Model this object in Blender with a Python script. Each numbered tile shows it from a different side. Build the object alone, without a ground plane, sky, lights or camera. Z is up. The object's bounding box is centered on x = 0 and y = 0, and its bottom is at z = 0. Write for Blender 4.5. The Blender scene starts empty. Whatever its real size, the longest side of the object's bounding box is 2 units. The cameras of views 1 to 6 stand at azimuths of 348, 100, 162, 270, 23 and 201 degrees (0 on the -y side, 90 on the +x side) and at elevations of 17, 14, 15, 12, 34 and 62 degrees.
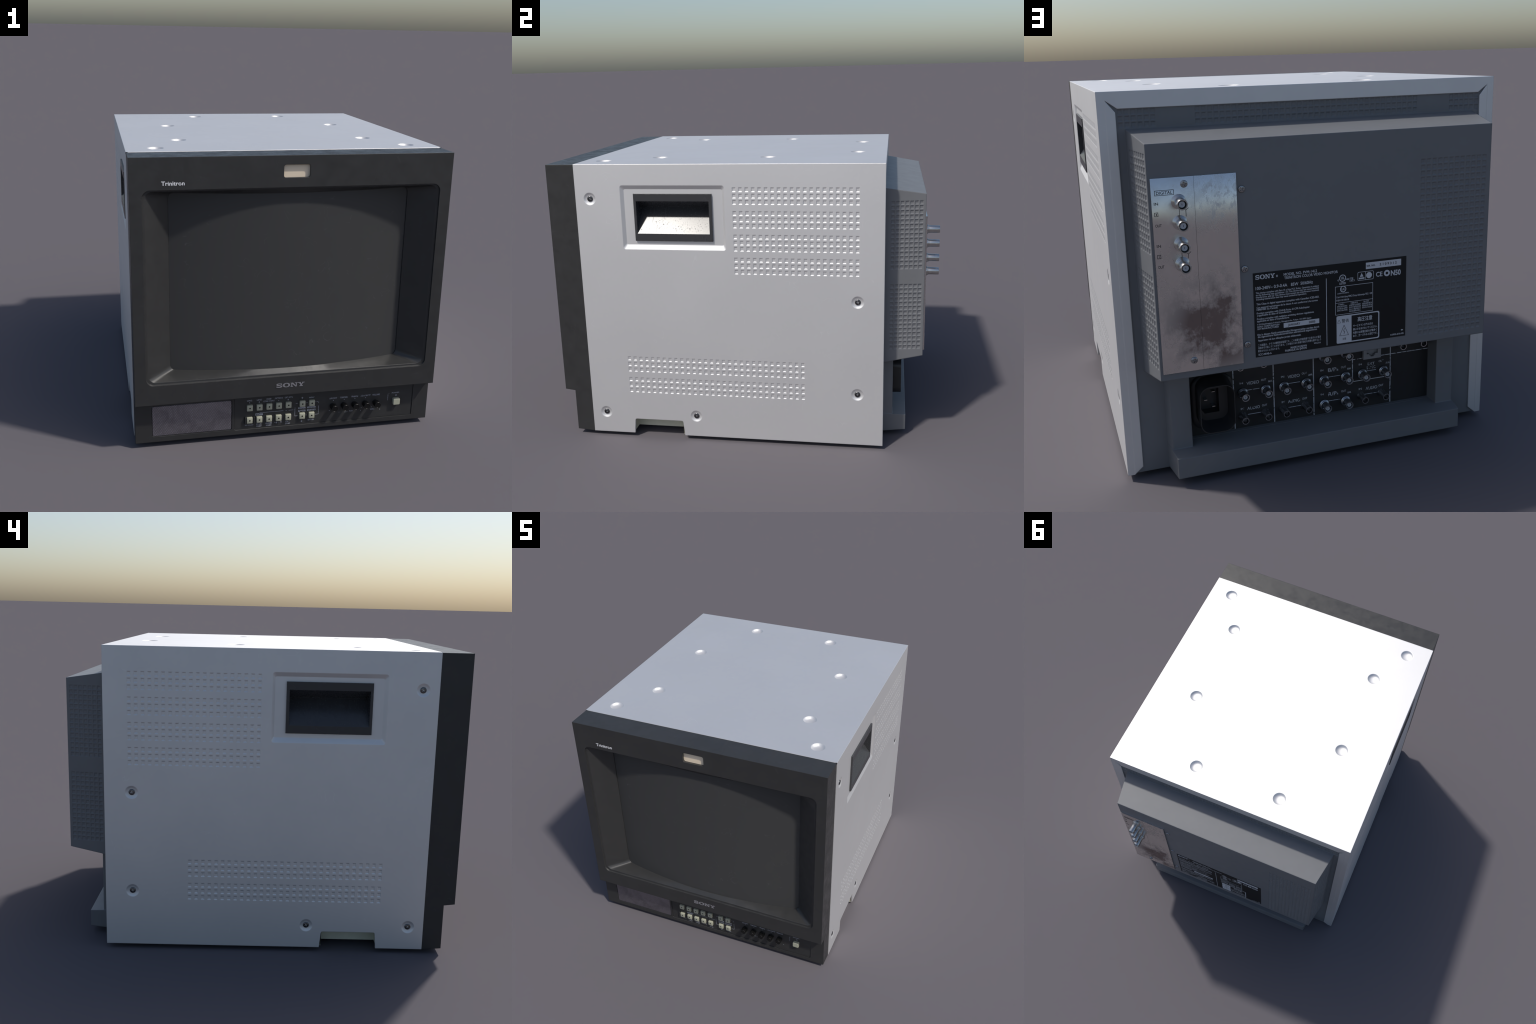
"""Broadcast CRT video monitor: painted steel cover, charcoal plastic bezel, grey
plastic rear housing with a connector bay.  Built in metres, front towards -y."""
import bpy, bmesh, math, random
from mathutils import Vector
from mathutils.geometry import delaunay_2d_cdt

rnd = random.Random(7)
PI = math.pi

# ------------------------------------------------------------------ sizes
CX = 0.789                      # half width of the steel cover
CYF, CYB = -0.850, 0.727        # cover front / back
CZ0, CZ1 = 0.0205, 1.4975       # cover bottom / top
BX = 0.787                      # bezel half width
BZ1 = 1.4955
PANEL_Y = 0.7205                # rear panel plane
BOARD_Y = 0.704                 # connector board plane
HUMP_Y = 0.925                  # back of the rear hump
HX1, HZA, HZB = 0.661, 0.4825, 1.3305      # hump at its back
HX0, HZA0, HZB0 = 0.6960, 0.4490, 1.3645   # hump at the rear panel
SILL_Y = -0.946                 # recessed lower front


# ------------------------------------------------------------------ materials
class Nodes:
    def __init__(self, name):
        self.mat = bpy.data.materials.new(name)
        self.mat.use_nodes = True
        self.t = self.mat.node_tree
        self.bsdf = self.t.nodes["Principled BSDF"]
        self._co = None

    def node(self, kind, **kw):
        n = self.t.nodes.new(kind)
        for k, v in kw.items():
            if hasattr(n, k) and k not in n.inputs:
                setattr(n, k, v)
            else:
                n.inputs[k].default_value = v
        return n

    def link(self, a, b):
        self.t.links.new(a, b)

    @property
    def co(self):
        if self._co is None:
            self._co = self.node("ShaderNodeTexCoord").outputs["Object"]
        return self._co

    def noise(self, scale, detail=4.0, rough=0.55, distortion=0.0, stretch=None, shift=(0, 0, 0)):
        n = self.node("ShaderNodeTexNoise", Scale=scale, Detail=detail, Roughness=rough, Distortion=distortion)
        m = self.node("ShaderNodeMapping")
        m.inputs["Location"].default_value = shift
        if stretch:
            m.inputs["Scale"].default_value = stretch
        self.link(self.co, m.inputs["Vector"])
        self.link(m.outputs[0], n.inputs["Vector"])
        return n.outputs["Fac"]

    def voronoi(self, scale, feature="F1", stretch=None, jitter=1.0, turn=0.0):
        n = self.node("ShaderNodeTexVoronoi", feature=feature, Scale=scale, Randomness=jitter)
        m = self.node("ShaderNodeMapping")
        if stretch:
            m.inputs["Scale"].default_value = stretch
        m.inputs["Rotation"].default_value = (0.0, turn, 0.0)
        self.link(self.co, m.inputs["Vector"])
        self.link(m.outputs[0], n.inputs["Vector"])
        return n.outputs["Distance"]

    def band(self, x, lo, hi, out0=0.0, out1=1.0):
        n = self.node("ShaderNodeMapRange", clamp=True)
        n.inputs["From Min"].default_value = lo
        n.inputs["From Max"].default_value = hi
        n.inputs["To Min"].default_value = out0
        n.inputs["To Max"].default_value = out1
        self.link(x, n.inputs["Value"])
        return n.outputs[0]

    def math(self, op, a, b=None):
        n = self.node("ShaderNodeMath", operation=op)
        for i, v in enumerate((a, b)):
            if v is None:
                continue
            if isinstance(v, (int, float)):
                n.inputs[i].default_value = v
            else:
                self.link(v, n.inputs[i])
        return n.outputs[0]

    def mix(self, fac, a, b):
        n = self.node("ShaderNodeMix", data_type="RGBA")
        for sock, v in ((n.inputs[0], fac), (n.inputs[6], a), (n.inputs[7], b)):
            if isinstance(v, (int, float)):
                sock.default_value = v
            elif isinstance(v, tuple):
                sock.default_value = (*v, 1.0)
            else:
                self.link(v, sock)
        return n.outputs[2]

    def axis(self, i):
        n = self.node("ShaderNodeSeparateXYZ")
        self.link(self.co, n.inputs[0])
        return n.outputs[i]

    def scratches(self, scale, width=0.004, keep=0.56):
        """short hair-line marks: contour lines of a noise, kept only in patches"""
        lines = self.math("ABSOLUTE", self.math("SUBTRACT", self.noise(scale, 1.0, 0.4, 1.2), 0.5))
        thin = self.band(lines, 0.0, width, 1.0, 0.0)
        return self.math("MULTIPLY", thin, self.band(self.noise(scale * 0.9, 2.0, shift=(3, 7, 1)), keep, keep + 0.05))

    def finish(self, color=None, rough=None, metal=None, bump=None, bump_strength=0.1, bump_dist=0.002, bevel=None, spec=None):
        b = self.bsdf
        for sock, v in (("Base Color", color), ("Roughness", rough), ("Metallic", metal), ("Specular IOR Level", spec)):
            if v is None:
                continue
            if isinstance(v, tuple):
                b.inputs[sock].default_value = (*v, 1.0)
            elif isinstance(v, (int, float)):
                b.inputs[sock].default_value = v
            else:
                self.link(v, b.inputs[sock])
        normal = None
        if bevel:
            n = self.node("ShaderNodeBevel", samples=6)
            n.inputs["Radius"].default_value = bevel
            normal = n.outputs[0]
        if bump is not None:
            n = self.node("ShaderNodeBump", Strength=bump_strength, Distance=bump_dist)
            self.link(bump, n.inputs["Height"])
            if normal is not None:
                self.link(normal, n.inputs["Normal"])
            normal = n.outputs[0]
        if normal is not None:
            self.link(normal, b.inputs["Normal"])
        return self.mat


def scaled(c, k):
    return tuple(v * k for v in c)


def make_cover():
    n = Nodes("silver_paint")
    base = (0.725, 0.718, 0.715)
    blot = n.band(n.noise(3.0, 5.0, 0.65), 0.35, 0.75)
    col = n.mix(blot, base, scaled(base, 0.95))
    sc = n.scratches(9.0, 0.005, 0.55)
    col = n.mix(n.math("MULTIPLY", sc, 0.25), col, (0.85, 0.85, 0.85))
    stain = n.band(n.noise(7.0, 6.0, 0.7, 0.6, shift=(5, 1, 2)), 0.70, 0.80)
    col = n.mix(n.math("MULTIPLY", stain, 0.25), col, (0.28, 0.28, 0.29))
    ro = n.band(n.noise(6.0, 5.0, 0.7), 0.3, 0.8, 0.52, 0.58)
    return n.finish(col, ro, 0.73, n.noise(240.0, 2.0), 0.03, 0.001, bevel=0.004)


def make_plastic(name, base, rough, grain=520.0, bump=0.12, bevel=0.004, worn=None, mottle=0.84):
    n = Nodes(name)
    blot = n.band(n.noise(9.0, 6.0, 0.7), 0.35, 0.7)
    col = n.mix(blot, base, scaled(base, mottle))
    if worn:
        w = n.math("MULTIPLY", n.scratches(12.0, 0.006, 0.52), 0.5)
        col = n.mix(w, col, worn)
    ro = n.band(n.noise(14.0, 6.0, 0.7, shift=(2, 2, 9)), 0.35, 0.65, rough - 0.4 * (1 - mottle), rough + 0.7 * (1 - mottle))
    return n.finish(col, ro, 0.0, n.noise(grain, 2.0), bump, 0.001, bevel=bevel)


def make_flat(name, base, rough=0.5, metal=0.0, spec=None):
    return Nodes(name).finish(base, rough, metal, spec=spec)


def make_worn_ink(name, ink, under, keep=0.40, scale=55.0):
    """printed ink rubbed off in patches"""
    n = Nodes(name)
    fac = n.band(n.noise(scale, 5.0, 0.7), keep, keep + 0.06)
    return n.finish(n.mix(fac, under, ink), 0.5)


def make_glass():
    n = Nodes("tube_glass")
    base = (0.050, 0.050, 0.050)
    col = n.mix(n.math("MULTIPLY", n.scratches(15.0, 0.008, 0.57), 0.40), base, (0.12, 0.12, 0.125))
    ro = n.band(n.noise(6.0, 5.0), 0.3, 0.7, 0.30, 0.38)
    return n.finish(col, ro, 0.0, spec=0.25)


def make_stained_metal():
    n = Nodes("stained_tin_plate")
    x, z = n.axis(0), n.axis(2)
    cloud = n.noise(8.0, 6.0, 0.62, 0.2)
    wisps = n.noise(30.0, 8.0, 0.75, 0.7, stretch=(1.6, 1.0, 0.8), shift=(4, 0, 2))
    # rust patch low on the plate, right of the fold
    dx = n.math("DIVIDE", n.math("SUBTRACT", x, 0.44), 0.20)
    dz = n.math("DIVIDE", n.math("SUBTRACT", z, 0.67), 0.20)
    d = n.math("SQRT", n.math("ADD", n.math("MULTIPLY", dx, dx), n.math("MULTIPLY", dz, dz)))
    near = n.band(d, 0.1, 1.15, 1.0, 0.0)
    grain = n.math("ADD", n.math("MULTIPLY", cloud, 0.78), n.math("MULTIPLY", wisps, 0.22))
    rust = n.math("MULTIPLY", n.band(near, 0.0, 0.55), n.band(n.math("ADD", grain, n.math("MULTIPLY", near, 0.10)), 0.45, 0.60))
    smear = n.band(wisps, 0.50, 0.66)
    side = n.band(x, 0.52, 0.46)          # smeared patch in the upper corner beside the fold
    upper = n.math("MULTIPLY", n.math("MULTIPLY", smear, side), n.band(z, 0.98, 1.08))
    haze = n.math("MULTIPLY", n.band(cloud, 0.48, 0.62), 0.35)
    tin = (0.70, 0.675, 0.66)
    col = n.mix(haze, tin, (0.48, 0.455, 0.445))
    col = n.mix(n.math("MULTIPLY", upper, 0.55), col, (0.34, 0.34, 0.35))
    col = n.mix(n.math("MULTIPLY", rust, 0.92), col, (0.175, 0.118, 0.105))
    ro = n.math("ADD", n.band(cloud, 0.35, 0.65, 0.17, 0.30), n.math("MULTIPLY", n.math("MAXIMUM", rust, upper), 0.25))
    me = n.band(rust, 0.0, 1.0, 1.0, 0.7)
    return n.finish(col, ro, me)


def make_speaker_cloth():
    n = Nodes("speaker_mesh")
    v = n.voronoi(1.0, stretch=(165.0, 1.0, 165.0), jitter=0.0, turn=0.785)
    hole = n.band(v, 0.26, 0.40, 1.0, 0.0)
    dirt = n.band(n.noise(11.0, 6.0, 0.7, 0.8), 0.42, 0.68)
    col = n.mix(dirt, (0.39, 0.37, 0.41), (0.26, 0.245, 0.275))
    col = n.mix(n.math("MULTIPLY", hole, 0.80), col, (0.02, 0.02, 0.022))
    return n.finish(col, 0.42, 0.95, hole, 0.3, -0.001)


def make_handle():
    n = Nodes("black_plastic")
    base = (0.040, 0.041, 0.044)
    speck = n.math("MULTIPLY", n.band(n.noise(150.0, 3.0, 0.6), 0.60, 0.66), n.band(n.noise(16.0, 3.0), 0.42, 0.58))
    streak = n.band(n.noise(30.0, 2.0, 0.5, stretch=(0.1, 6.0, 0.1)), 0.70, 0.74)
    inner = n.band(n.math("ABSOLUTE", n.axis(0)), 0.780, 0.784, 1.0, 0.0)
    dull = n.math("MULTIPLY", n.math("MAXIMUM", speck, streak), inner)
    ro = n.math("ADD", n.band(n.noise(5.0, 3.0), 0.3, 0.75, 0.255, 0.285), n.math("MULTIPLY", dull, 0.30))
    return n.finish(base, ro, 0.0, bevel=0.002)


M = {
    "cover": make_cover(),
    "bezel": make_plastic("charcoal_plastic", (0.031, 0.031, 0.031), 0.37, 420.0, 0.25, 0.003, (0.05, 0.05, 0.05)),
    "handle": make_handle(),
    "control": make_plastic("control_panel_plastic", (0.030, 0.030, 0.030), 0.45, 420.0, 0.15, 0.002),
    "rear": make_plastic("grey_plastic", (0.160, 0.164, 0.172), 0.43, 420.0, 0.12, 0.006, mottle=0.94),
    "glass": make_glass(),
    "plate": make_stained_metal(),
    "speaker": make_speaker_cloth(),
    "board": make_plastic("black_board", (0.016, 0.016, 0.017), 0.5, 300.0, 0.05, None),
    "label": make_flat("label_black", (0.009, 0.009, 0.010), 0.6, spec=0.3),
    "label_ink": make_flat("label_ink", (0.54, 0.55, 0.58), 0.5),
    "dark_ink": make_flat("dark_ink", (0.02, 0.02, 0.022), 0.5),
    "front_ink": make_worn_ink("front_ink", (0.40, 0.41, 0.46), (0.030, 0.030, 0.030), 0.40, 90.0),
    "title_ink": make_worn_ink("title_ink", (0.75, 0.75, 0.77), (0.031, 0.031, 0.031), 0.36, 60.0),
    "board_ink": make_worn_ink("board_ink", (0.50, 0.51, 0.54), (0.016, 0.016, 0.017), 0.37, 80.0),
    "chrome": make_flat("nickel", (0.54, 0.53, 0.51), 0.27, 1.0),
    "jack": make_flat("nickel_shade_darkened", (0.50, 0.50, 0.51), 0.30, 1.0),  # same nickel, colour taken down a little for the bay's shadow
    "screw": make_flat("screw_steel", (0.15, 0.15, 0.155), 0.24, 1.0),
    "rear_screw": make_flat("rear_screw_steel", (0.34, 0.34, 0.35), 0.30, 1.0),
    "logo": make_flat("logo_silver", (0.50, 0.50, 0.53), 0.30, 0.8),
    "insulator": make_flat("insulator", (0.45, 0.46, 0.48), 0.5),
    "button": make_plastic("button_ivory", (0.41, 0.41, 0.315), 0.5, 300.0, 0.05, 0.0015),
    "knob": make_flat("knob_black", (0.006, 0.006, 0.006), 0.38, spec=0.3),
    "lamp": make_flat("tally_lens", (0.76, 0.64, 0.49), 0.35),
    "rubber": make_flat("rubber", (0.02, 0.02, 0.02), 0.7),
    "chassis": make_plastic("chassis_paint", (0.60, 0.59, 0.47), 0.6, 300.0, 0.05, None),
    "socket": make_flat("socket_black", (0.022, 0.022, 0.023), 0.40),
    "modular": make_flat("modular_jack_grey", (0.26, 0.26, 0.27), 0.5),
}


# ------------------------------------------------------------------ mesh building
def inside(u, v, loop):
    hit = False
    for (a, b), (c, d) in zip(loop, loop[1:] + loop[:1]):
        if (b > v) != (d > v) and u < (c - a) * (v - b) / (d - b) + a:
            hit = not hit
    return hit


class MB:
    """small mesh collector that welds equal vertices"""

    def __init__(self):
        self.v, self.f, self.key = [], [], {}
        self.round = set()

    def pt(self, p):
        k = (round(p[0], 5), round(p[1], 5), round(p[2], 5))
        if k not in self.key:
            self.key[k] = len(self.v)
            self.v.append(tuple(p))
        return self.key[k]

    def face(self, pts):
        ids = []
        for p in pts:
            i = self.pt(p)
            if i not in ids:
                ids.append(i)
        if len(ids) >= 3:
            self.f.append(ids)

    def ring(self, a, b):
        """quads between two loops of equal length"""
        n = len(a)
        for i in range(n):
            j = (i + 1) % n
            self.face([a[i], a[j], b[j], b[i]])

    def sheet(self, fn, outer, holes=()):
        """flat polygon with holes; fn maps (u, v) to 3D"""
        pts, edges = [], []
        for loop in (outer, *holes):
            s = len(pts)
            pts += [Vector(p) for p in loop]
            edges += [(s + i, s + (i + 1) % len(loop)) for i in range(len(loop))]
        vs, _, fs, *_ = delaunay_2d_cdt(pts, edges, [], 0, 1e-6)
        boxes = [(min(p[0] for p in h), min(p[1] for p in h), max(p[0] for p in h), max(p[1] for p in h), h) for h in holes]
        for f in fs:
            u = sum(vs[i].x for i in f) / len(f)
            v = sum(vs[i].y for i in f) / len(f)
            if not inside(u, v, outer):
                continue
            if any(b[0] < u < b[2] and b[1] < v < b[3] and inside(u, v, b[4]) for b in boxes):
                continue
            self.face([fn(*vs[i]) for i in f])

    def revolve(self, fn, profile, seg=32):
        """profile [(radius, height)], fn maps (u, v, h) to 3D"""
        loops = [[fn(r * math.cos(2 * PI * i / seg), r * math.sin(2 * PI * i / seg), h) for i in range(seg)] for r, h in profile]
        first = len(self.f)
        for a, b in zip(loops, loops[1:]):
            self.ring(a, b)
        self.round.update(range(first, len(self.f)))

    def box(self, lo, hi):
        x0, y0, z0 = lo
        x1, y1, z1 = hi
        c = [(x0, y0, z0), (x1, y0, z0), (x1, y1, z0), (x0, y1, z0), (x0, y0, z1), (x1, y0, z1), (x1, y1, z1), (x0, y1, z1)]
        for f in ((0, 1, 2, 3), (4, 5, 6, 7), (0, 1, 5, 4), (1, 2, 6, 5), (2, 3, 7, 6), (3, 0, 4, 7)):
            self.face([c[i] for i in f])

    def mesh(self, name, mat, bevel=0.0, seg=2, smooth=35.0):
        me = bpy.data.meshes.new(name)
        me.from_pydata(self.v, [], self.f)
        bm = bmesh.new()
        bm.from_mesh(me)
        bmesh.ops.recalc_face_normals(bm, faces=bm.faces)
        if bevel:
            sharp = [e for e in bm.edges if len(e.link_faces) == 2 and e.calc_face_angle() > math.radians(40)]
            bmesh.ops.bevel(bm, geom=sharp, offset=bevel, segments=seg, profile=0.5, affect="EDGES", clamp_overlap=True)
        bm.to_mesh(me)
        bm.free()
        if smooth == "round":
            for i, p in enumerate(me.polygons):
                p.use_smooth = i in self.round
        elif smooth:
            me.shade_smooth()
            me.set_sharp_from_angle(angle=math.radians(smooth))
        me.materials.append(mat)
        return me


def put(name, me, parent, loc=(0, 0, 0), kind=None):
    ob = bpy.data.objects.new(name, me)
    bpy.context.scene.collection.objects.link(ob)
    ob.location = loc
    ob.parent = parent
    if kind:
        ob["kind"] = kind
    return ob


def rect(u0, v0, u1, v1):
    return [(u0, v0), (u1, v0), (u1, v1), (u0, v1)]


def rrect(u0, v0, u1, v1, r, n=6):
    pts = []
    for cx, cy, a in ((u1 - r, v0 + r, -90), (u1 - r, v1 - r, 0), (u0 + r, v1 - r, 90), (u0 + r, v0 + r, 180)):
        for i in range(n + 1):
            t = math.radians(a + 90 * i / n)
            pts.append((cx + r * math.cos(t), cy + r * math.sin(t)))
    return pts


def circle(u, v, r, n=32):
    return [(u + r * math.cos(2 * PI * i / n), v + r * math.sin(2 * PI * i / n)) for i in range(n)]


def dimple(mb, fn, u0, v0, u1, v1, inset, depth):
    """square pressed-in vent: fn maps (u, v, depth) to 3D"""
    a = [fn(u, v, 0) for u, v in rect(u0, v0, u1, v1)]
    b = [fn(u, v, depth) for u, v in rect(u0 + inset, v0 + inset, u1 - inset, v1 - inset)]
    mb.ring(a, b)
    mb.face(b)


def vent_cells(u0, cols, pu, w, vtop, rows, pv, h):
    return [(u0 + c * pu, vtop - r * pv - h, u0 + c * pu + w, vtop - r * pv) for r in range(rows) for c in range(cols)]


# ------------------------------------------------------------------ text
def text_polys(body, bold=0.0):
    cu = bpy.data.curves.new("t", "FONT")
    cu.body = body
    cu.resolution_u = 3
    cu.offset = bold
    ob = bpy.data.objects.new("t", cu)
    bpy.context.scene.collection.objects.link(ob)
    bpy.context.view_layer.update()
    me = bpy.data.meshes.new_from_object(ob.evaluated_get(bpy.context.evaluated_depsgraph_get()))
    vs = [(v.co.x, v.co.y) for v in me.vertices]
    fs = [list(p.vertices) for p in me.polygons]
    bpy.data.objects.remove(ob)
    bpy.data.curves.remove(cu)
    bpy.data.meshes.remove(me)
    return vs, fs


class Print:
    """flat print laid on a vertical plane; side=-1 faces the front, +1 the rear.
    u grows to the reader's right, in world x (front) or minus x (rear)."""

    def __init__(self, y, side):
        self.y, self.side, self.v, self.f = y, side, [], []
        self.lift = 0

    def poly(self, pts, lift=0.0):
        s = len(self.v)
        self.v += [(x, self.y + self.side * lift, z) for x, z in pts]
        order = list(range(s, s + len(pts)))
        self.f.append(order)

    def bar(self, x0, z0, x1, z1, lift=0.0):
        self.poly(rect(min(x0, x1), min(z0, z1), max(x0, x1), max(z0, z1)), lift)

    def line(self, p, q, w, lift=0.0):
        d = Vector((q[0] - p[0], q[1] - p[1])).normalized() * (w / 2)
        n = (-d.y, d.x)
        self.poly([(p[0] + n[0], p[1] + n[1]), (p[0] - n[0], p[1] - n[1]), (q[0] - n[0], q[1] - n[1]), (q[0] + n[0], q[1] + n[1])], lift)

    def frame(self, loop_out, loop_in, lift=0.0):
        n = len(loop_out)
        for i in range(n):
            j = (i + 1) % n
            self.poly([loop_out[i], loop_out[j], loop_in[j], loop_in[i]], lift)

    def text(self, body, x0, x1, z, h, bold=0.012, lift=0.0):
        """fit the words between x0 and x1 with capitals h tall on base line z"""
        vs, fs = text_polys(body, bold)
        if not vs:
            return
        a = min(v[0] for v in vs)
        b = max(v[0] for v in vs)
        k = (x1 - x0) / (b - a)
        kz = h / 0.70
        s = len(self.v)
        self.v += [(x0 + (u - a) * k, self.y + self.side * lift, z + w * kz) for u, w in vs]
        self.f += [[s + i for i in f] for f in fs]

    def build(self, name, mat, parent):
        me = bpy.data.meshes.new(name)
        me.from_pydata(self.v, [], self.f)
        bm = bmesh.new()
        bm.from_mesh(me)
        for f in bm.faces:
            f.normal_update()
            if f.normal.y * self.side < 0:
                f.normal_flip()
        bm.to_mesh(me)
        bm.free()
        me.materials.append(mat)
        return put(name, me, parent, kind="stuff")


# ------------------------------------------------------------------ the thing
root = bpy.data.objects.new("video_monitor", None)
bpy.context.scene.collection.objects.link(root)
root["label"] = "boxy silver-grey CRT video monitor with charcoal bezel and rear connectors"
root["category"] = "video monitor"

SIDE_SCREWS = [(-0.7735, 1.320), (-0.7735, 0.138), (-0.266, 0.137), (0.5955, 0.800), (0.5957, 0.302)]
TOP_DENTS = [(sx * x, y) for sx in (-1, 1) for x, y in ((0.642, -0.7395), (0.501, -0.475), (0.500, 0.110), (0.276, 0.5705))]


def screw_mesh(r, dome, mat):
    mb = MB()
    mb.revolve(lambda u, v, h: (u, v, h), [(r, -0.004), (r, dome * 0.35), (r * 0.86, dome * 0.75), (r * 0.55, dome), (0.0, dome * 1.05)], 24)
    return mb


def cross_screw(r, dome, name="screw"):
    """pan head with a cross recess"""
    mb = MB()
    f = lambda u, v, h: (u, v, h)
    a, b = r * 0.14, r * 0.62
    cross = [(-a, -b), (a, -b), (a, -a), (b, -a), (b, a), (a, a), (a, b), (-a, b), (-a, a), (-b, a), (-b, -a), (-a, -a)]
    rim = circle(0, 0, r * 0.80, 24)
    mb.revolve(f, [(r, -0.006), (r, dome * 0.3), (r * 0.93, dome * 0.75), (r * 0.80, dome)], 24)
    mb.sheet(lambda u, v: (u, v, dome), rim, [cross])
    top = [(u, v, dome) for u, v in cross]
    low = [(u * 0.8, v * 0.8, dome - r * 0.35) for u, v in cross]
    mb.ring(top, low)
    mb.face(low)
    return mb.mesh(name, M[name], smooth=40)


# ---- steel cover ----------------------------------------------------
def build_cover():
    mb = MB()
    t = 0.010
    notch = [(-0.617, CZ0), (-0.611, 0.096), (-0.6085, 0.1025), (-0.602, 0.1045), (-0.350, 0.1045), (-0.3435, 0.1025), (-0.341, 0.096), (-0.334, CZ0)]
    for s in (-1, 1):
        fn = lambda u, v, d=0.0, s=s: (s * (CX - d), u, v)
        shift = 0.0 if s > 0 else 0.0095
        cells = []
        for g in range(4):
            cells += vent_cells(-0.0280 + shift, 20, 0.03222, 0.0190, 1.3803 - 0.1197 * g, 3, 0.0319, 0.0225)
        for g in range(2):
            cells += vent_cells(-0.6297, 30, 0.03225, 0.0185, 0.4662 - 0.1192 * g, 3, 0.0319, 0.0217)
        holes = [rect(*c) for c in cells]
        holes += [circle(u, v, 0.0325) for u, v in SIDE_SCREWS]
        dent = rrect(-0.610, 1.0575, -0.068, 1.390, 0.012, 4)
        holes.append(dent)
        outer = [(CYF, CZ0), *notch, (CYB, CZ0), (CYB, CZ1), (CYF, CZ1)]
        mb.sheet(fn, outer, holes)
        for c in cells:
            dimple(mb, fn, *c, 0.0040, 0.0023)
        for u, v in SIDE_SCREWS:
            mb.revolve(lambda a, b, h, u=u, v=v: fn(u + a, v + b, h), [(0.0325, 0), (0.029, 0.0022), (0.021, 0.0058), (0.017, 0.0065), (0.0, 0.0065)])
        # pressed-in field round the handle
        inner = rrect(-0.5925, 1.0810, -0.0805, 1.3700, 0.008, 4)
        mb.ring([fn(*p) for p in dent], [fn(*p, 0.010) for p in inner])
        mb.sheet(lambda u, v: fn(u, v, 0.010), inner, [rect(-0.540, 1.104, -0.135, 1.3465)])
        # folded-in lower edge and notch edge
        low = [(CYF, CZ0), *notch, (CYB, CZ0)]
        for a, b in zip(low, low[1:]):
            mb.face([fn(*a), fn(*b), fn(*b, t), fn(*a, t)])
        # front edge return
        mb.face([fn(CYF, CZ0), fn(CYF, CZ1), fn(CYF, CZ1, t), fn(CYF, CZ0, t)])
        # rear flange with mitred upper corner and clipped lower corner
        fl = [(CX, CZ0), (CX, CZ1), (0.7606, 1.4678), (0.7262, 1.425), (0.7275, 0.050), (0.762, CZ0)]
        back = [(s * x, CYB, z) for x, z in fl]
        mb.face(back)
        mb.ring(back[2:], [(x, y - 0.006, z) for x, y, z in back[2:]])
    top = [(-CX, CZ1), (CX, CZ1), (0.7606, 1.4678), (0.7186, 1.4375), (-0.7186, 1.4375), (-0.7606, 1.4678)]
    pts = [(x, CYB, z) for x, z in top]
    mb.face(pts)
    for a, b in zip(pts[2:], pts[3:]):
        mb.face([a, b, (b[0], b[1] - 0.006, b[2]), (a[0], a[1] - 0.006, a[2])])
    # top sheet with eight round dents
    fn = lambda u, v, d=0.0: (u, v, CZ1 - d)
    mb.sheet(fn, rect(-CX, CYF, CX, CYB), [circle(u, v, 0.0405, 40) for u, v in TOP_DENTS])
    for u, v in TOP_DENTS:
        mb.revolve(lambda a, b, h, u=u, v=v: fn(u + a, v + b, h),
                   [(0.0405, 0.0), (0.0375, 0.0050), (0.0340, 0.0092), (0.0290, 0.0125), (0.0220, 0.0146), (0.0120, 0.0156), (0.0, 0.0160)], 40)
    mb.face([(-CX, CYF, CZ1), (CX, CYF, CZ1), (CX, CYF, CZ1 - t), (-CX, CYF, CZ1 - t)])
    cover = put("cover", mb.mesh("cover", M["cover"], smooth="round"), root)
    me = cross_screw(0.0150, 0.0045)
    for s in (-1, 1):
        for u, v in SIDE_SCREWS:
            ob = put("screw", me, cover, (s * (CX - 0.0060), u, v))
            ob.rotation_mode = "ZYX"
            ob.rotation_euler = (0, s * PI / 2, rnd.uniform(0, PI))
    return cover


def build_handle(s):
    mb = MB()
    fn = lambda u, v, d=0.0: (s * (CX + 0.0005 - d), u, v)
    out = rect(-0.541, 1.1032, -0.1345, 1.3472)
    opening = rect(-0.528, 1.1412, -0.149, 1.3092)
    mb.sheet(fn, out, [opening])
    mb.ring([fn(*p) for p in out], [fn(*p, 0.020) for p in out])
    # cup: a ramp rising inwards and a roof falling to meet it
    y0, y1 = -0.528, -0.149
    a0, a1 = -0.5235, -0.1535
    z0, zr = 1.1412, 1.3092
    d1, z1 = 0.095, 1.2650
    mb.face([fn(y0, z0), fn(y1, z0), fn(a1, z1, d1), fn(a0, z1, d1)])
    mb.face([fn(y0, zr), fn(y1, zr), fn(a1, z1, d1), fn(a0, z1, d1)])
    mb.face([fn(y0, z0), fn(a0, z1, d1), fn(y0, zr)])
    mb.face([fn(y1, z0), fn(a1, z1, d1), fn(y1, zr)])
    put("carry_handle", mb.mesh("carry_handle", M["handle"], smooth=None), root)


# ---- front ----------------------------------------------------------
def tube_y(x):
    """front of the cylindrical picture tube"""
    return -0.9705 + 0.192 * x * x


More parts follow.
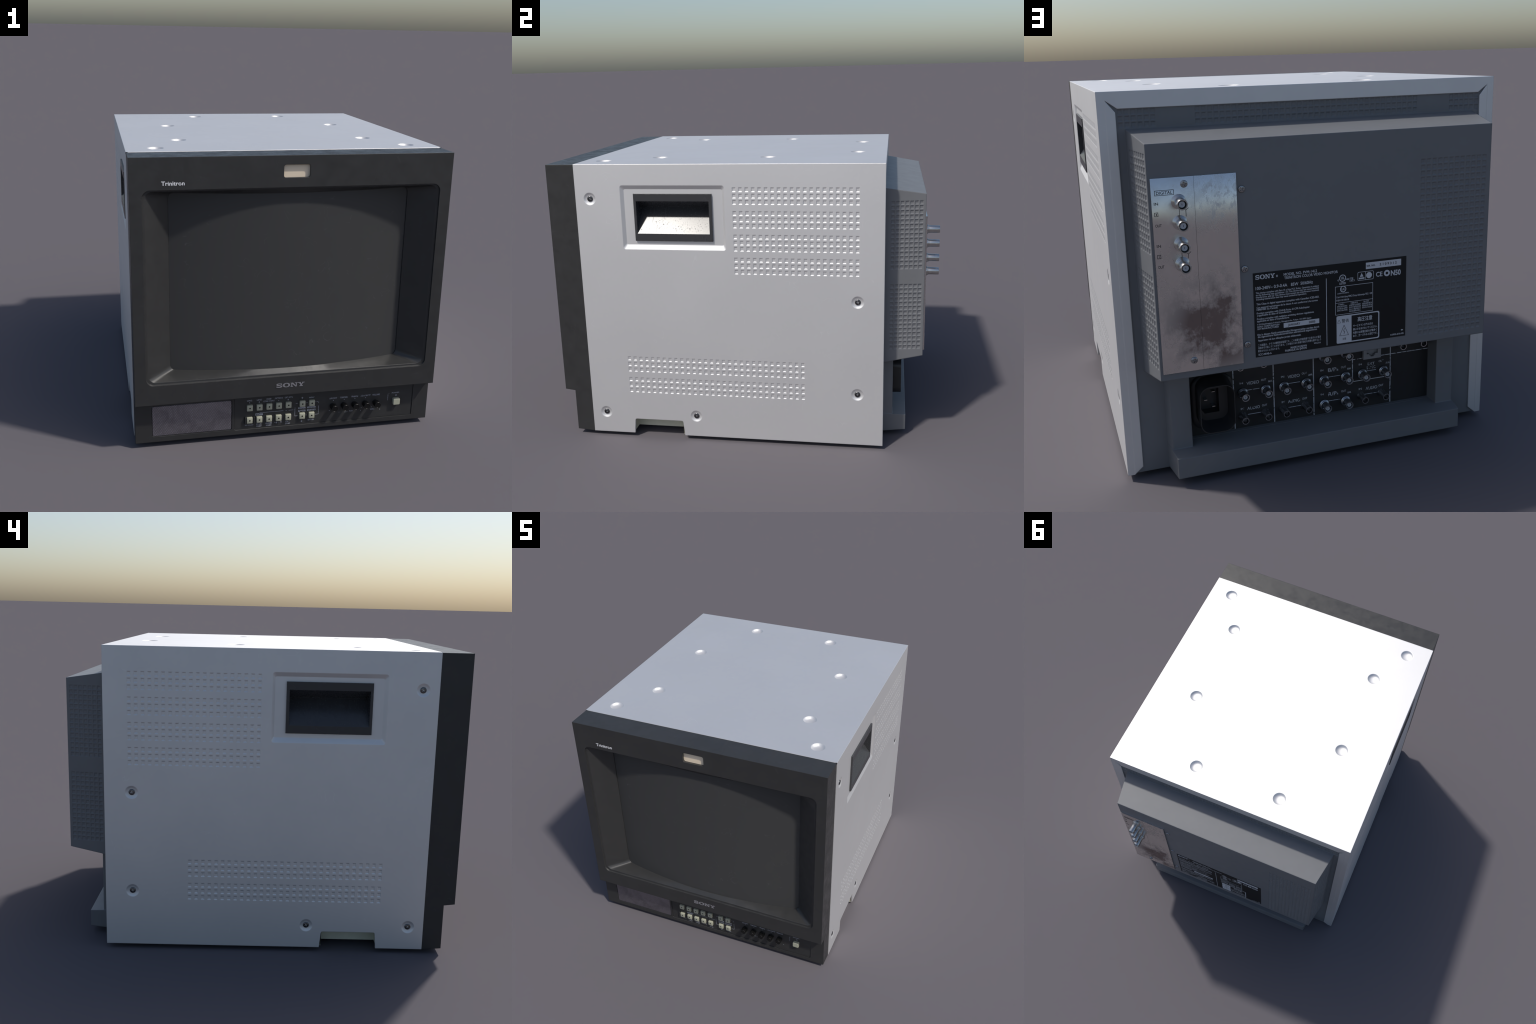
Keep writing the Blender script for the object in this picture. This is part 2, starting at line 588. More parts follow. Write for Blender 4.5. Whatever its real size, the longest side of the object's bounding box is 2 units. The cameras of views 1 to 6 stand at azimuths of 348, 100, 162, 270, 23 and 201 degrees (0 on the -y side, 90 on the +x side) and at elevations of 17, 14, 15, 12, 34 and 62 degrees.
def build_front():
    mb = MB()
    fr = lambda u, v: (u, -1.0, v)
    z_step = 0.262
    lip_out = rrect(-0.7295, 0.3675, 0.7295, 1.3430, 0.036, 8)
    tally = rrect(-0.0655, 1.3895, 0.0635, 1.4515, 0.011, 5)
    mb.sheet(fr, rect(-BX, z_step, BX, BZ1), [lip_out, tally])
    a = [(u, -1.0, v) for u, v in lip_out]
    # narrow stepped band round the opening
    shrink = lambda k: [(u - math.copysign(k, u), v + k if v < 0.855 else v - 0.65 * k) for u, v in lip_out]
    g1, rim = shrink(0.0012), shrink(0.0120)
    mb.ring(a, [(u, -0.9915, v) for u, v in g1])
    mb.ring([(u, -0.9915, v) for u, v in g1], [(u, -0.9900, v) for u, v in rim])
    # funnel from the lip to the tube, subdivided so that its edge follows the tube
    def dense(loop, n=14):
        pts = []
        for i, p in enumerate(loop):
            q = loop[(i + 1) % len(loop)]
            k = n if math.dist(p, q) > 0.2 else 1
            pts += [(p[0] + (q[0] - p[0]) * j / k, p[1] + (q[1] - p[1]) * j / k) for j in range(k)]
        return pts
    d_out = dense(rim)
    d_in = dense(rrect(-0.6020, 0.4010, 0.6020, 1.3110, 0.028, 8))
    b = [(u, -0.9900, v) for u, v in d_out]
    c = [(u, tube_y(u), v) for u, v in d_in]
    mb.ring(b, c)
    mb.ring(c, [(x, y + 0.030, z) for x, y, z in c])
    # tally window walls
    mb.ring([(u, -1.0, v) for u, v in tally], [(u, -0.975, v) for u, v in tally])
    # step under the screen section, recessed sill with openings, sides, top and bottom
    zs = 0.2556
    mb.face([(-BX, -1.0, z_step), (BX, -1.0, z_step), (BX, SILL_Y, zs), (-BX, SILL_Y, zs)])
    sill = lambda u, v: (u, SILL_Y, v)
    ctrl = [(-0.281, zs - 0.004), (-0.281, 0.0635), (-0.279, 0.0565), (-0.272, 0.0530), (0.692, 0.0530), (0.699, 0.0565), (0.701, 0.0635), (0.701, zs - 0.004)]
    speaker = rrect(-0.7034, 0.0572, -0.2913, 0.2278, 0.012, 5)
    mb.sheet(sill, [(-BX, 0.027), (BX, 0.027), (BX, zs), (-BX, zs)], [ctrl, speaker])
    mb.ring([(u, SILL_Y, v) for u, v in speaker], [(u, SILL_Y + 0.010, v) for u, v in speaker])
    mb.ring([(u, SILL_Y, v) for u, v in ctrl], [(u, SILL_Y + 0.008, v) for u, v in ctrl])
    prof = [(-1.0, BZ1), (-1.0, z_step), (SILL_Y, zs), (SILL_Y, 0.027), (-0.851, 0.0195), (-0.851, BZ1)]
    for s in (-1, 1):
        mb.sheet(lambda u, v, s=s: (s * BX, u, v), prof)
    mb.face([(-BX, -1.0, BZ1), (BX, -1.0, BZ1), (BX, -0.851, BZ1), (-BX, -0.851, BZ1)])
    mb.face([(-BX, SILL_Y, 0.027), (BX, SILL_Y, 0.027), (BX, -0.851, 0.0195), (-BX, -0.851, 0.0195)])
    bezel = put("bezel", mb.mesh("bezel", M["bezel"], smooth=32), root)

    # picture tube face
    mb = MB()
    nx, nz = 64, 8
    for i in range(nx):
        for j in range(nz):
            q = []
            for di, dj in ((0, 0), (1, 0), (1, 1), (0, 1)):
                x = -0.63 + 1.26 * (i + di) / nx
                z = 0.37 + 0.985 * (j + dj) / nz
                q.append((x, tube_y(x) + 0.0045, z))
            mb.face(q)
    put("screen", mb.mesh("screen", M["glass"], smooth=60), root)

    # tally lamp
    mb = MB()
    o = rrect(-0.0665, 1.3885, 0.0645, 1.4525, 0.011, 5)
    mb.sheet(lambda u, v: (u, -0.986, v), o)
    mb.ring([(u, -0.986, v) for u, v in o], [(u, -0.970, v) for u, v in o])
    put("tally_lamp", mb.mesh("tally_lamp", M["lamp"]), bezel)

    # speaker grille: cushioned metal mesh set into the sill
    mb = MB()
    i1 = rrect(-0.6994, 0.0612, -0.2953, 0.2238, 0.009, 5)
    mb.ring([(u, SILL_Y + 0.0050, v) for u, v in speaker], [(u, SILL_Y + 0.0010, v) for u, v in i1])
    mb.sheet(lambda u, v: (u, SILL_Y + 0.0010, v), i1)
    put("speaker_grille", mb.mesh("speaker_grille", M["speaker"], smooth=None), root)

    # control panel insert
    py = SILL_Y + 0.0030
    mb = MB()
    o = rrect(-0.2800, 0.0540, 0.7000, 0.262, 0.008, 4)
    mb.sheet(lambda u, v: (u, py, v), o)
    mb.ring([(u, py, v) for u, v in o], [(u, py + 0.004, v) for u, v in o])
    panel = put("control_panel", mb.mesh("control_panel", M["control"]), root)

    # push buttons
    mb = MB()
    mb.box((-0.0153, -0.013, -0.0165), (0.0153, 0.004, 0.0165))
    me = mb.mesh("push_button", M["button"], bevel=0.0022)
    dot = MB()
    dot.revolve(lambda u, v, h: (u, -h, v), [(0.0042, 0.0), (0.0042, 0.0134), (0.0, 0.0134)], 16)
    dot_me = dot.mesh("indicator_dot", M["knob"])
    cols = [-0.1993 + 0.0516 * i for i in range(5)] + [0.0827, 0.1343]
    for z in (0.1768, 0.1060):
        for x in cols:
            b = put("push_button", me, panel, (x, py, z))
            put("indicator_dot", dot_me, b)
    guard = MB()
    for dx in (-0.0225, 0.0225):
        guard.box((cols[0] + dx - 0.0025, py - 0.012, 0.1060 - 0.019), (cols[0] + dx + 0.0025, py + 0.001, 0.1060 + 0.019))
    put("button_guard", guard.mesh("button_guard", M["control"], bevel=0.001), panel)
    # power button
    mb = MB()
    o = rrect(-0.0190, -0.0180, 0.0190, 0.0180, 0.005, 4)
    i1 = rrect(-0.0165, -0.0155, 0.0165, 0.0155, 0.004, 4)
    mb.ring([(u, 0.002, v) for u, v in o], [(u, -0.0165, v) for u, v in o])
    mb.ring([(u, -0.0165, v) for u, v in o], [(u, -0.0190, v) for u, v in i1])
    mb.sheet(lambda u, v: (u, -0.0190, v), i1)
    put("power_button", mb.mesh("power_button", M["button"]), panel, (0.6055, py, 0.1455))
    # knurled knobs
    mb = MB()
    n = 48
    def ridge(r, y, amp):
        return [((r + amp * (i % 2)) * math.cos(2 * PI * i / n) * 1.0 + 0, y, (r + amp * (i % 2)) * math.sin(2 * PI * i / n)) for i in range(n)]
    loops = [ridge(0.0178, 0.002, 0.0), ridge(0.0178, -0.004, 0.0), ridge(0.0160, -0.005, 0.0012), ridge(0.0160, -0.031, 0.0012), ridge(0.0172, -0.0315, 0), ridge(0.0172, -0.036, 0.0), ridge(0.0160, -0.0375, 0), ridge(0.0148, -0.0375, 0), ridge(0.0140, -0.0365, 0)]
    for p, q in zip(loops, loops[1:]):
        mb.ring(p, q)
    mb.face(loops[-1])
    mb.box((-0.001, -0.0372, 0.002), (0.001, -0.0360, 0.0125))
    me = mb.mesh("knob", M["knob"], smooth=30)
    for i in range(5):
        k = put("knob", me, panel, (0.2530 + 0.0598 * i, py, 0.1445))
        k.rotation_euler = (0, rnd.uniform(-0.7, 0.7), 0)

    # ---- printing on the control panel
    pr = Print(py - 0.0006, -1)
    w = 0.0016
    def centred(body, x, z, width, h=0.0080):
        pr.text(body, x - width / 2, x + width / 2, z, h)
    centred("LINE", cols[0], 0.2117, 0.027); centred("A", cols[0], 0.1995, 0.006, 0.0075)
    centred("LINE", cols[1], 0.2117, 0.027); centred("B", cols[1], 0.1995, 0.006, 0.0075)
    centred("RGB/", cols[2], 0.2130, 0.026); centred("COMPONENT", cols[2], 0.2008, 0.060, 0.0075)
    centred("OPTION", cols[3], 0.2128, 0.042); centred("A", cols[3], 0.1995, 0.006, 0.0075)
    centred("OPTION", cols[4] + 0.002, 0.2128, 0.042); centred("B", cols[4], 0.1995, 0.006, 0.0075)
    centred("MENU", cols[6], 0.2012, 0.028, 0.0076); centred("ENTER", cols[6], 0.0712, 0.035, 0.0078)
    for z, up in ((0.2001, 1), (0.0785, -1)):      # arrows above and below the selector pair
        x = cols[5]
        pr.bar(x - 0.0012, z, x + 0.0012, z + up * 0.006)
        pr.poly([(x - 0.0055, z + up * 0.0062), (x + 0.0055, z + up * 0.0062), (x, z + up * 0.0125)])
    centred("BLUE", cols[1], 0.0722, 0.028, 0.0076); centred("ONLY", cols[1], 0.0605, 0.028, 0.0076)
    centred("UNDER", cols[2], 0.0722, 0.036, 0.0076); centred("SCAN", cols[2], 0.0605, 0.028, 0.0076)
    centred("16 : 9", cols[3], 0.0722, 0.040, 0.0076)
    centred("EXT", cols[4], 0.0728, 0.023, 0.0076); centred("SYNC", cols[4], 0.0610, 0.027, 0.0076)
    centred("H/V DELAY", cols[0], 0.0715, 0.045, 0.0065)
    # framed guide lines
    pr.bar(-0.148, 0.1405, -0.018, 0.1405 + w)
    pr.bar(-0.008, 0.1405, 0.0440, 0.1405 + w)
    pr.bar(0.0440, 0.1038, 0.0440 + w, 0.1535)
    pr.bar(0.0458, 0.1038, 0.063, 0.1038 + w)
    pr.bar(0.1725, 0.1055, 0.1725 + w, 0.1535)
    pr.bar(0.155, 0.1036, 0.1740, 0.1036 + w)
    pr.bar(0.0475, 0.1768, 0.063, 0.1768 + w)
    pr.bar(0.155, 0.1768, 0.1715, 0.1768 + w)
    pr.bar(0.1725, 0.166, 0.1725 + w, 0.1745)
    pr.bar(0.103, 0.1749, 0.114, 0.1749 + w)
    pr.bar(0.102, 0.1040, 0.112, 0.1040 + w)
    for x0, x1, z0, z1 in ((-0.168, -0.128, 0.1268, 0.1382), (0.063, 0.102, 0.1439, 0.1526), (0.063, 0.102, 0.1270, 0.1366), (0.112, 0.157, 0.1440, 0.1528), (0.112, 0.157, 0.1283, 0.1371)):
        pr.bar(x0, z0, x1, z1)
    # knob words, dots and the power bracket
    for body, x0, x1 in (("BRIGHT", 0.233, 0.274), ("CHROMA", 0.291, 0.333), ("PHASE", 0.355, 0.391), ("CONTRAST", 0.403, 0.461), ("VOLUME", 0.471, 0.513)):
        pr.text(body, x0, x1, 0.1855, 0.0088)
    for i in range(4):
        pr.poly(circle(0.2545 + 0.0598 * i, 0.1768, 0.0021, 8))
    for x, z in ((0.234, 0.1185), (0.289, 0.1045), (0.413, 0.1195), (0.471, 0.1186), (0.519, 0.1010), (0.410, 0.1035)):
        pr.poly(circle(x, z, 0.0020, 8))
    pr.text("POS", 0.346, 0.365, 0.1016, 0.0078)
    pr.text("MIN", 0.465, 0.487, 0.1016, 0.0078)
    pr.bar(0.319, 0.1014, 0.339, 0.1014 + w)
    pr.bar(0.560, 0.150, 0.560 + w, 0.189)
    pr.bar(0.5605, 0.1895, 0.568, 0.1895 + w)
    pr.text("POWER", 0.582, 0.625, 0.1885, 0.0070)
    pr.frame(circle(0.607, 0.1765, 0.0050, 16), circle(0.607, 0.1765, 0.0034, 16))
    pr.build("panel_printing", M["front_ink"], panel)
    # tiny dark words on the white tabs
    pr = Print(py - 0.0012, -1)
    for body, x0, x1, z in (("REMOTE", -0.164, -0.132, 0.1298), ("MANUAL", 0.066, 0.099, 0.1455), ("PHASE", 0.066, 0.099, 0.1290), ("CHROMA", 0.116, 0.153, 0.1455), ("BRIGHT", 0.116, 0.153, 0.1298)):
        pr.text(body, x0, x1, z, 0.0052)
    pr.build("tab_printing", M["dark_ink"], panel)

    # ---- name above the screen and slab-serif maker's letters below it
    pr = Print(-1.0007, -1)
    pr.text("Trinitron", -0.6402, -0.5330, 1.3655, 0.0190, 0.020)
    pr.build("screen_lettering", M["title_ink"], bezel)
    build_logo("logo_letter", -1.0, -1, -0.0750, 0.0742, 0.3055, 0.0225, M["logo"], bezel, 0.0012)
    return bezel


def slab_letters():
    """four wide slab-serif letters, each as overlapping polygons in a unit box"""
    t, v = 0.15, 0.30          # thin and thick strokes
    def ell(a, b, n=28):
        return [(0.5 + a * math.cos(2 * PI * i / n), 0.5 + b * math.sin(2 * PI * i / n)) for i in range(n)]
    o = [ell(0.5, 0.53), ell(0.5 - v * 0.85, 0.53 - t)]
    n_ = [rect(0.10, 0.0, 0.24, 1.0), rect(0.76, 0.0, 0.90, 1.0), [(0.06, 1.0), (0.34, 1.0), (0.90, 0.0), (0.70, 0.0)],
          rect(0.0, 0.0, 0.36, t), rect(0.62, 1 - t, 1.0, 1.0), rect(0.0, 1 - t, 0.12, 1.0)]
    y_ = [rect(0.37, 0.0, 0.63, 0.48), [(0.08, 1.0), (0.38, 1.0), (0.62, 0.40), (0.38, 0.40)], [(0.92, 1.0), (0.76, 1.0), (0.46, 0.40), (0.62, 0.44)],
          rect(0.0, 1 - t, 0.44, 1.0), rect(0.62, 1 - t, 1.0, 1.0), rect(0.24, 0.0, 0.76, t)]
    # the S is a thick ribbon along two bowls, with upright serifs
    def ribbon(pts):
        polys = []
        for (p, wp), (q, wq) in zip(pts, pts[1:]):
            d = Vector((q[0] - p[0], q[1] - p[1])).normalized()
            nx, ny = -d.y, d.x
            polys.append([(p[0] + nx * wp, p[1] + ny * wp), (p[0] - nx * wp, p[1] - ny * wp), (q[0] - nx * wq, q[1] - ny * wq), (q[0] + nx * wq, q[1] + ny * wq)])
        return polys
    s_pts = []
    for i in range(13):        # upper bowl, right to left
        a = math.radians(35 + 205 * i / 12)
        s_pts.append(((0.48 + 0.36 * math.cos(a), 0.74 + 0.20 * math.sin(a)), 0.07 + 0.05 * abs(math.cos(a))))
    for i in range(13):        # lower bowl
        a = math.radians(60 - 205 * i / 12)
        s_pts.append(((0.52 + 0.36 * math.cos(a), 0.27 + 0.20 * math.sin(a)), 0.07 + 0.05 * abs(math.cos(a))))
    s_ = ribbon(s_pts) + [rect(0.80, 0.66, 0.92, 1.0), rect(0.06, 0.0, 0.18, 0.36)]
    return s_, o, n_, y_


def build_logo(name, y, side, x0, x1, z, h, mat, parent, depth):
    """raised letters; every polygon is a thin prism of slightly different height"""
    s_, o, n_, y_ = slab_letters()
    flip = 1 if side < 0 else -1
    total = abs(x1 - x0)
    widths = [0.215, 0.265, 0.245, 0.235]
    gaps = (1 - sum(widths)) / 3
    at = 0.0
    for k, (polys, wd) in enumerate(zip((s_, o, n_, y_), widths)):
        mb = MB()
        tr = lambda u, w: (x0 + flip * (at + u * wd) * total, z + w * h)
        if polys is o:
            a, b = [[tr(*p) for p in loop] for loop in o]
            yt = y + side * depth
            mb.ring([(px, yt, pz) for px, pz in a], [(px, yt, pz) for px, pz in b])
            mb.ring([(px, yt, pz) for px, pz in a], [(px, y, pz) for px, pz in a])
            mb.ring([(px, yt, pz) for px, pz in b], [(px, y, pz) for px, pz in b])
        else:
            for i, poly in enumerate(polys):
                yt = y + side * (depth + 0.00004 * i)
                a = [tr(*p) for p in poly]
                mb.face([(px, yt, pz) for px, pz in a])
                mb.ring([(px, yt, pz) for px, pz in a], [(px, y, pz) for px, pz in a])
        put(name, mb.mesh(name, mat, smooth=None), parent)
        at += wd + gaps


# ---- rear -----------------------------------------------------------
def build_rear():
    mb = MB()
    g = 0.0186
    # flat panel with the vent strip above the hump
    fn = lambda u, v, d=0.0: (u, PANEL_Y - d, v)
    cells = []
    for x0, n in ((-0.7250, 6), (-0.4490, 39), (0.5860, 6)):
        cells += vent_cells(x0, n, 0.0230, g, 1.4345, 3, 0.0226, g)
    hump_hole = rect(-HX0, HZA0, HX0, HZB0)
    bay = rect(-0.5330, 0.1290, 0.5330, 0.4300)
    mb.sheet(fn, rect(-0.777, 0.0235, 0.777, 1.4900), [hump_hole, bay] + [rect(*c) for c in cells])
    for c in cells:
        dimple(mb, fn, *c, 0.0030, 0.0024)
    # lower edge
    mb.face([(-0.777, PANEL_Y, 0.0235), (0.777, PANEL_Y, 0.0235), (0.777, PANEL_Y - 0.03, 0.0215), (-0.777, PANEL_Y - 0.03, 0.0215)])
    # hump back face with a vent field on the viewer's right
    fb = lambda u, v, d=0.0: (u, HUMP_Y - d, v)
    cells = vent_cells(-0.6427, 12, 0.0238, g, 1.2142, 31, 0.02275, g)
    mb.sheet(fb, rect(-HX1, HZA, HX1, HZB), [rect(*c) for c in cells])
    for c in cells:
        dimple(mb, fb, *c, 0.0030, 0.0024)
    # hump flanks (sloping), each with two vent fields
    for s in (-1, 1):
        base = Vector((s * HX0, PANEL_Y, 0))
        along = Vector((s * (HX1 - HX0), HUMP_Y - PANEL_Y, 0))
        length = along.length
        along.normalize()
        out = Vector((along.y * s, -along.x * s, 0))
        fs = lambda u, v, d=0.0: tuple(base + along * u - out * d + Vector((0, 0, v)))
        cells = []
        for ztop in (1.2970, 0.8690):
            cells += vent_cells(0.0335, 7, 0.0236, g, ztop, 15, 0.02355, g)
        mb.sheet(fs, [(0, HZA0), (length, HZA), (length, HZB), (0, HZB0)], [rect(*c) for c in cells])
        for c in cells:
            dimple(mb, fs, *c, 0.0030, 0.0024)
    mb.face([(-HX0, PANEL_Y, HZB0), (HX0, PANEL_Y, HZB0), (HX1, HUMP_Y, HZB), (-HX1, HUMP_Y, HZB)])
    mb.face([(-HX0, PANEL_Y, HZA0), (HX0, PANEL_Y, HZA0), (HX1, HUMP_Y, HZA), (-HX1, HUMP_Y, HZA)])
    rear = put("rear_housing", mb.mesh("rear_housing", M["rear"], smooth=None), root)

    # posts beside the connector bay and the shelf below it
    mb = MB()
    ya, yb = 0.775, 0.8445
    for s in (-1, 1):
        f = lambda x, y, z, s=s: (s * x, y, z)
        lo, hi = 0.120, 0.470
        mb.face([f(0.612, ya, lo), f(0.534, ya, lo), f(0.534, ya, hi), f(0.612, ya, hi)])
        mb.face([f(0.612, ya, lo), f(0.6255, PANEL_Y - 0.004, lo), f(0.6255, PANEL_Y - 0.004, hi), f(0.612, ya, hi)])
        mb.face([f(0.534, ya, lo), f(0.531, BOARD_Y - 0.004, lo), f(0.531, BOARD_Y - 0.004, hi), f(0.534, ya, hi)])
    top = lambda y: 0.1175 + 0.087 * (yb - y)
    bot = lambda y: 0.0335 - 0.060 * (yb - y)
    y0 = BOARD_Y - 0.006
    xe = lambda y: 0.607 + 0.14 * (yb - y)
    a = [(-xe(yb), yb, bot(yb)), (xe(yb), yb, bot(yb)), (xe(yb), yb, top(yb)), (-xe(yb), yb, top(yb))]
    b = [(-xe(y0), y0, bot(y0)), (xe(y0), y0, bot(y0)), (xe(y0), y0, top(y0)), (-xe(y0), y0, top(y0))]
    mb.face(a)
    mb.ring(a, b)
    put("cable_shelf", mb.mesh("cable_shelf", M["rear"], smooth=None), root)

    # metal plate with the digital connectors, creased down the middle
    py = 0.9325
    plate = put("connector_plate", plate_mesh(py), root)
    pr = Print(py + 0.0005, 1)
    w = 0.0018
    pr.frame(rect(0.5747 - 0.001, 1.1565, 0.6400, 1.1748), rect(0.5747 + w - 0.001, 1.1565 + w, 0.6400 - w, 1.1748 - w))
    pr.text("DIGITAL", 0.6345, 0.5795, 1.1604, 0.0105)
    for z, body in ((1.1245, "IN"), (1.0490, "OUT"), (0.9777, "IN"), (0.9035, "OUT")):
        pr.text(body, 0.6440, 0.6440 - 0.0072 * len(body), z, 0.0098)
    for z, body in ((1.0927, "1"), (0.9450, "2")):
        pr.frame(rect(0.6315, z - 0.0072, 0.6448, z + 0.0072), rect(0.6315 + w, z - 0.0072 + w, 0.6448 - w, z + 0.0072 - w))
        pr.text(body, 0.6395, 0.6365, z - 0.0035, 0.0070)
    for za, zb in ((1.110, 1.078), (0.955, 0.930)):
        pr.bar(0.5590 - w / 2, zb, 0.5590 + w / 2, za)
        pr.bar(0.5365 - w / 2, zb, 0.5365 + w / 2, za - 0.010)
        pr.line((0.5365, za - 0.010), (0.5270, za - 0.002), w, 0.0001)
        pr.line((0.5365, za - 0.010), (0.5450, za - 0.002), w, 0.0001)
    pr.build("plate_printing", M["dark_ink"], plate)

    bnc = bnc_mesh(0.0188, 0.0685, 0.0262, M["chrome"], "bayonet_jack")
    core = core_mesh(0.0685, "jack_core", 0.0105)
    for z in (1.1320, 1.0587, 0.9825, 0.9115):
        ob = put("bayonet_jack", bnc, plate, (0.5595, py - 0.001, z))
        put("jack_core", core, ob)
    me = cross_screw(0.0128, 0.0055, "rear_screw")
    for x, y, z in [(0.3358, HUMP_Y, 1.1562), (0.3358, HUMP_Y, 0.8668), (0.3358, HUMP_Y, 0.5785), (0.538, py, 1.191), (0.538, py, 0.550)]:
        ob = put("rear_screw", me, rear if x < 0.5 else plate, (x, y, z))
        ob.rotation_mode = "ZYX"
        ob.rotation_euler = (-PI / 2, 0, rnd.uniform(0, PI))

    build_label(rear)
    build_board()


def plate_mesh(py):
    """two-leaf tin plate; its face shades as if the upper end curled back a little"""
    mb = MB()
    rows = [0.5105, 0.80, 1.02] + [1.02 + 0.1957 * k / 8 for k in range(1, 9)]
    for x0, x1 in ((0.3552, 0.5040), (0.5048, 0.6521)):
        for a, b in zip(rows, rows[1:]):
            mb.face([(x0, py, a), (x1, py, a), (x1, py, b), (x0, py, b)])
        r = rect(x0, rows[0], x1, rows[-1])
        mb.ring([(u, py - 0.0003, v) for u, v in r], [(u, HUMP_Y - 0.001, v) for u, v in r])
    me = mb.mesh("connector_plate", M["plate"], smooth=30)
    normals = []
    for p in me.polygons:
        for li in p.loop_indices:
            z = me.vertices[me.loops[li].vertex_index].co.z
            if abs(p.normal.y) > 0.9:
                t = math.radians(17.0) * max(0.0, (z - 1.02) / 0.1957)
                normals.append((0.0, math.cos(t), math.sin(t)))
            else:
                normals.append(tuple(p.normal))
    me.normals_split_custom_set(normals)
    return me


def bnc_mesh(r, length, flange, mat, name):
    """hollow bayonet connector along +y, with washer, collar and two lugs"""
    mb = MB()
    f = lambda u, v, h: (u, h, v)
    mb.revolve(f, [(flange, 0.0), (flange, 0.003), (flange * 0.94, 0.0042), (r * 1.30, 0.0045), (r * 1.30, 0.0085), (r * 1.12, 0.0110), (r * 1.12, 0.0150), (r, 0.0165),
                   (r, length - 0.0015), (r - 0.0012, length), (r - 0.0035, length), (r - 0.0042, length - 0.002), (r - 0.0045, length * 0.35), (0.0, length * 0.35)], 32)
    for s in (-1, 1):
        mb.revolve(lambda u, v, h, s=s: (s * (r - 0.001 + h), length - 0.014 + u, v), [(0.0028, 0.0), (0.0028, 0.0038), (0.0, 0.0040)], 10)
    return mb.mesh(name, mat, smooth=40)


def core_mesh(length, name, r=0.0088):
    """pale insulator with a centre slot"""
    mb = MB()
    f = lambda u, v, h: (u, h, v)
    slot = rect(-0.0009, -0.0035, 0.0009, 0.0035)
    mb.revolve(f, [(r, length * 0.30), (r, length - 0.007)], 20)
    mb.sheet(lambda u, v: (u, length - 0.007, v), circle(0, 0, r, 20), [slot])
    a = [(u, length - 0.007, v) for u, v in slot]
    mb.ring(a, [(u, length - 0.016, v) for u, v in slot])
    return mb.mesh(name, M["insulator"], smooth=40)


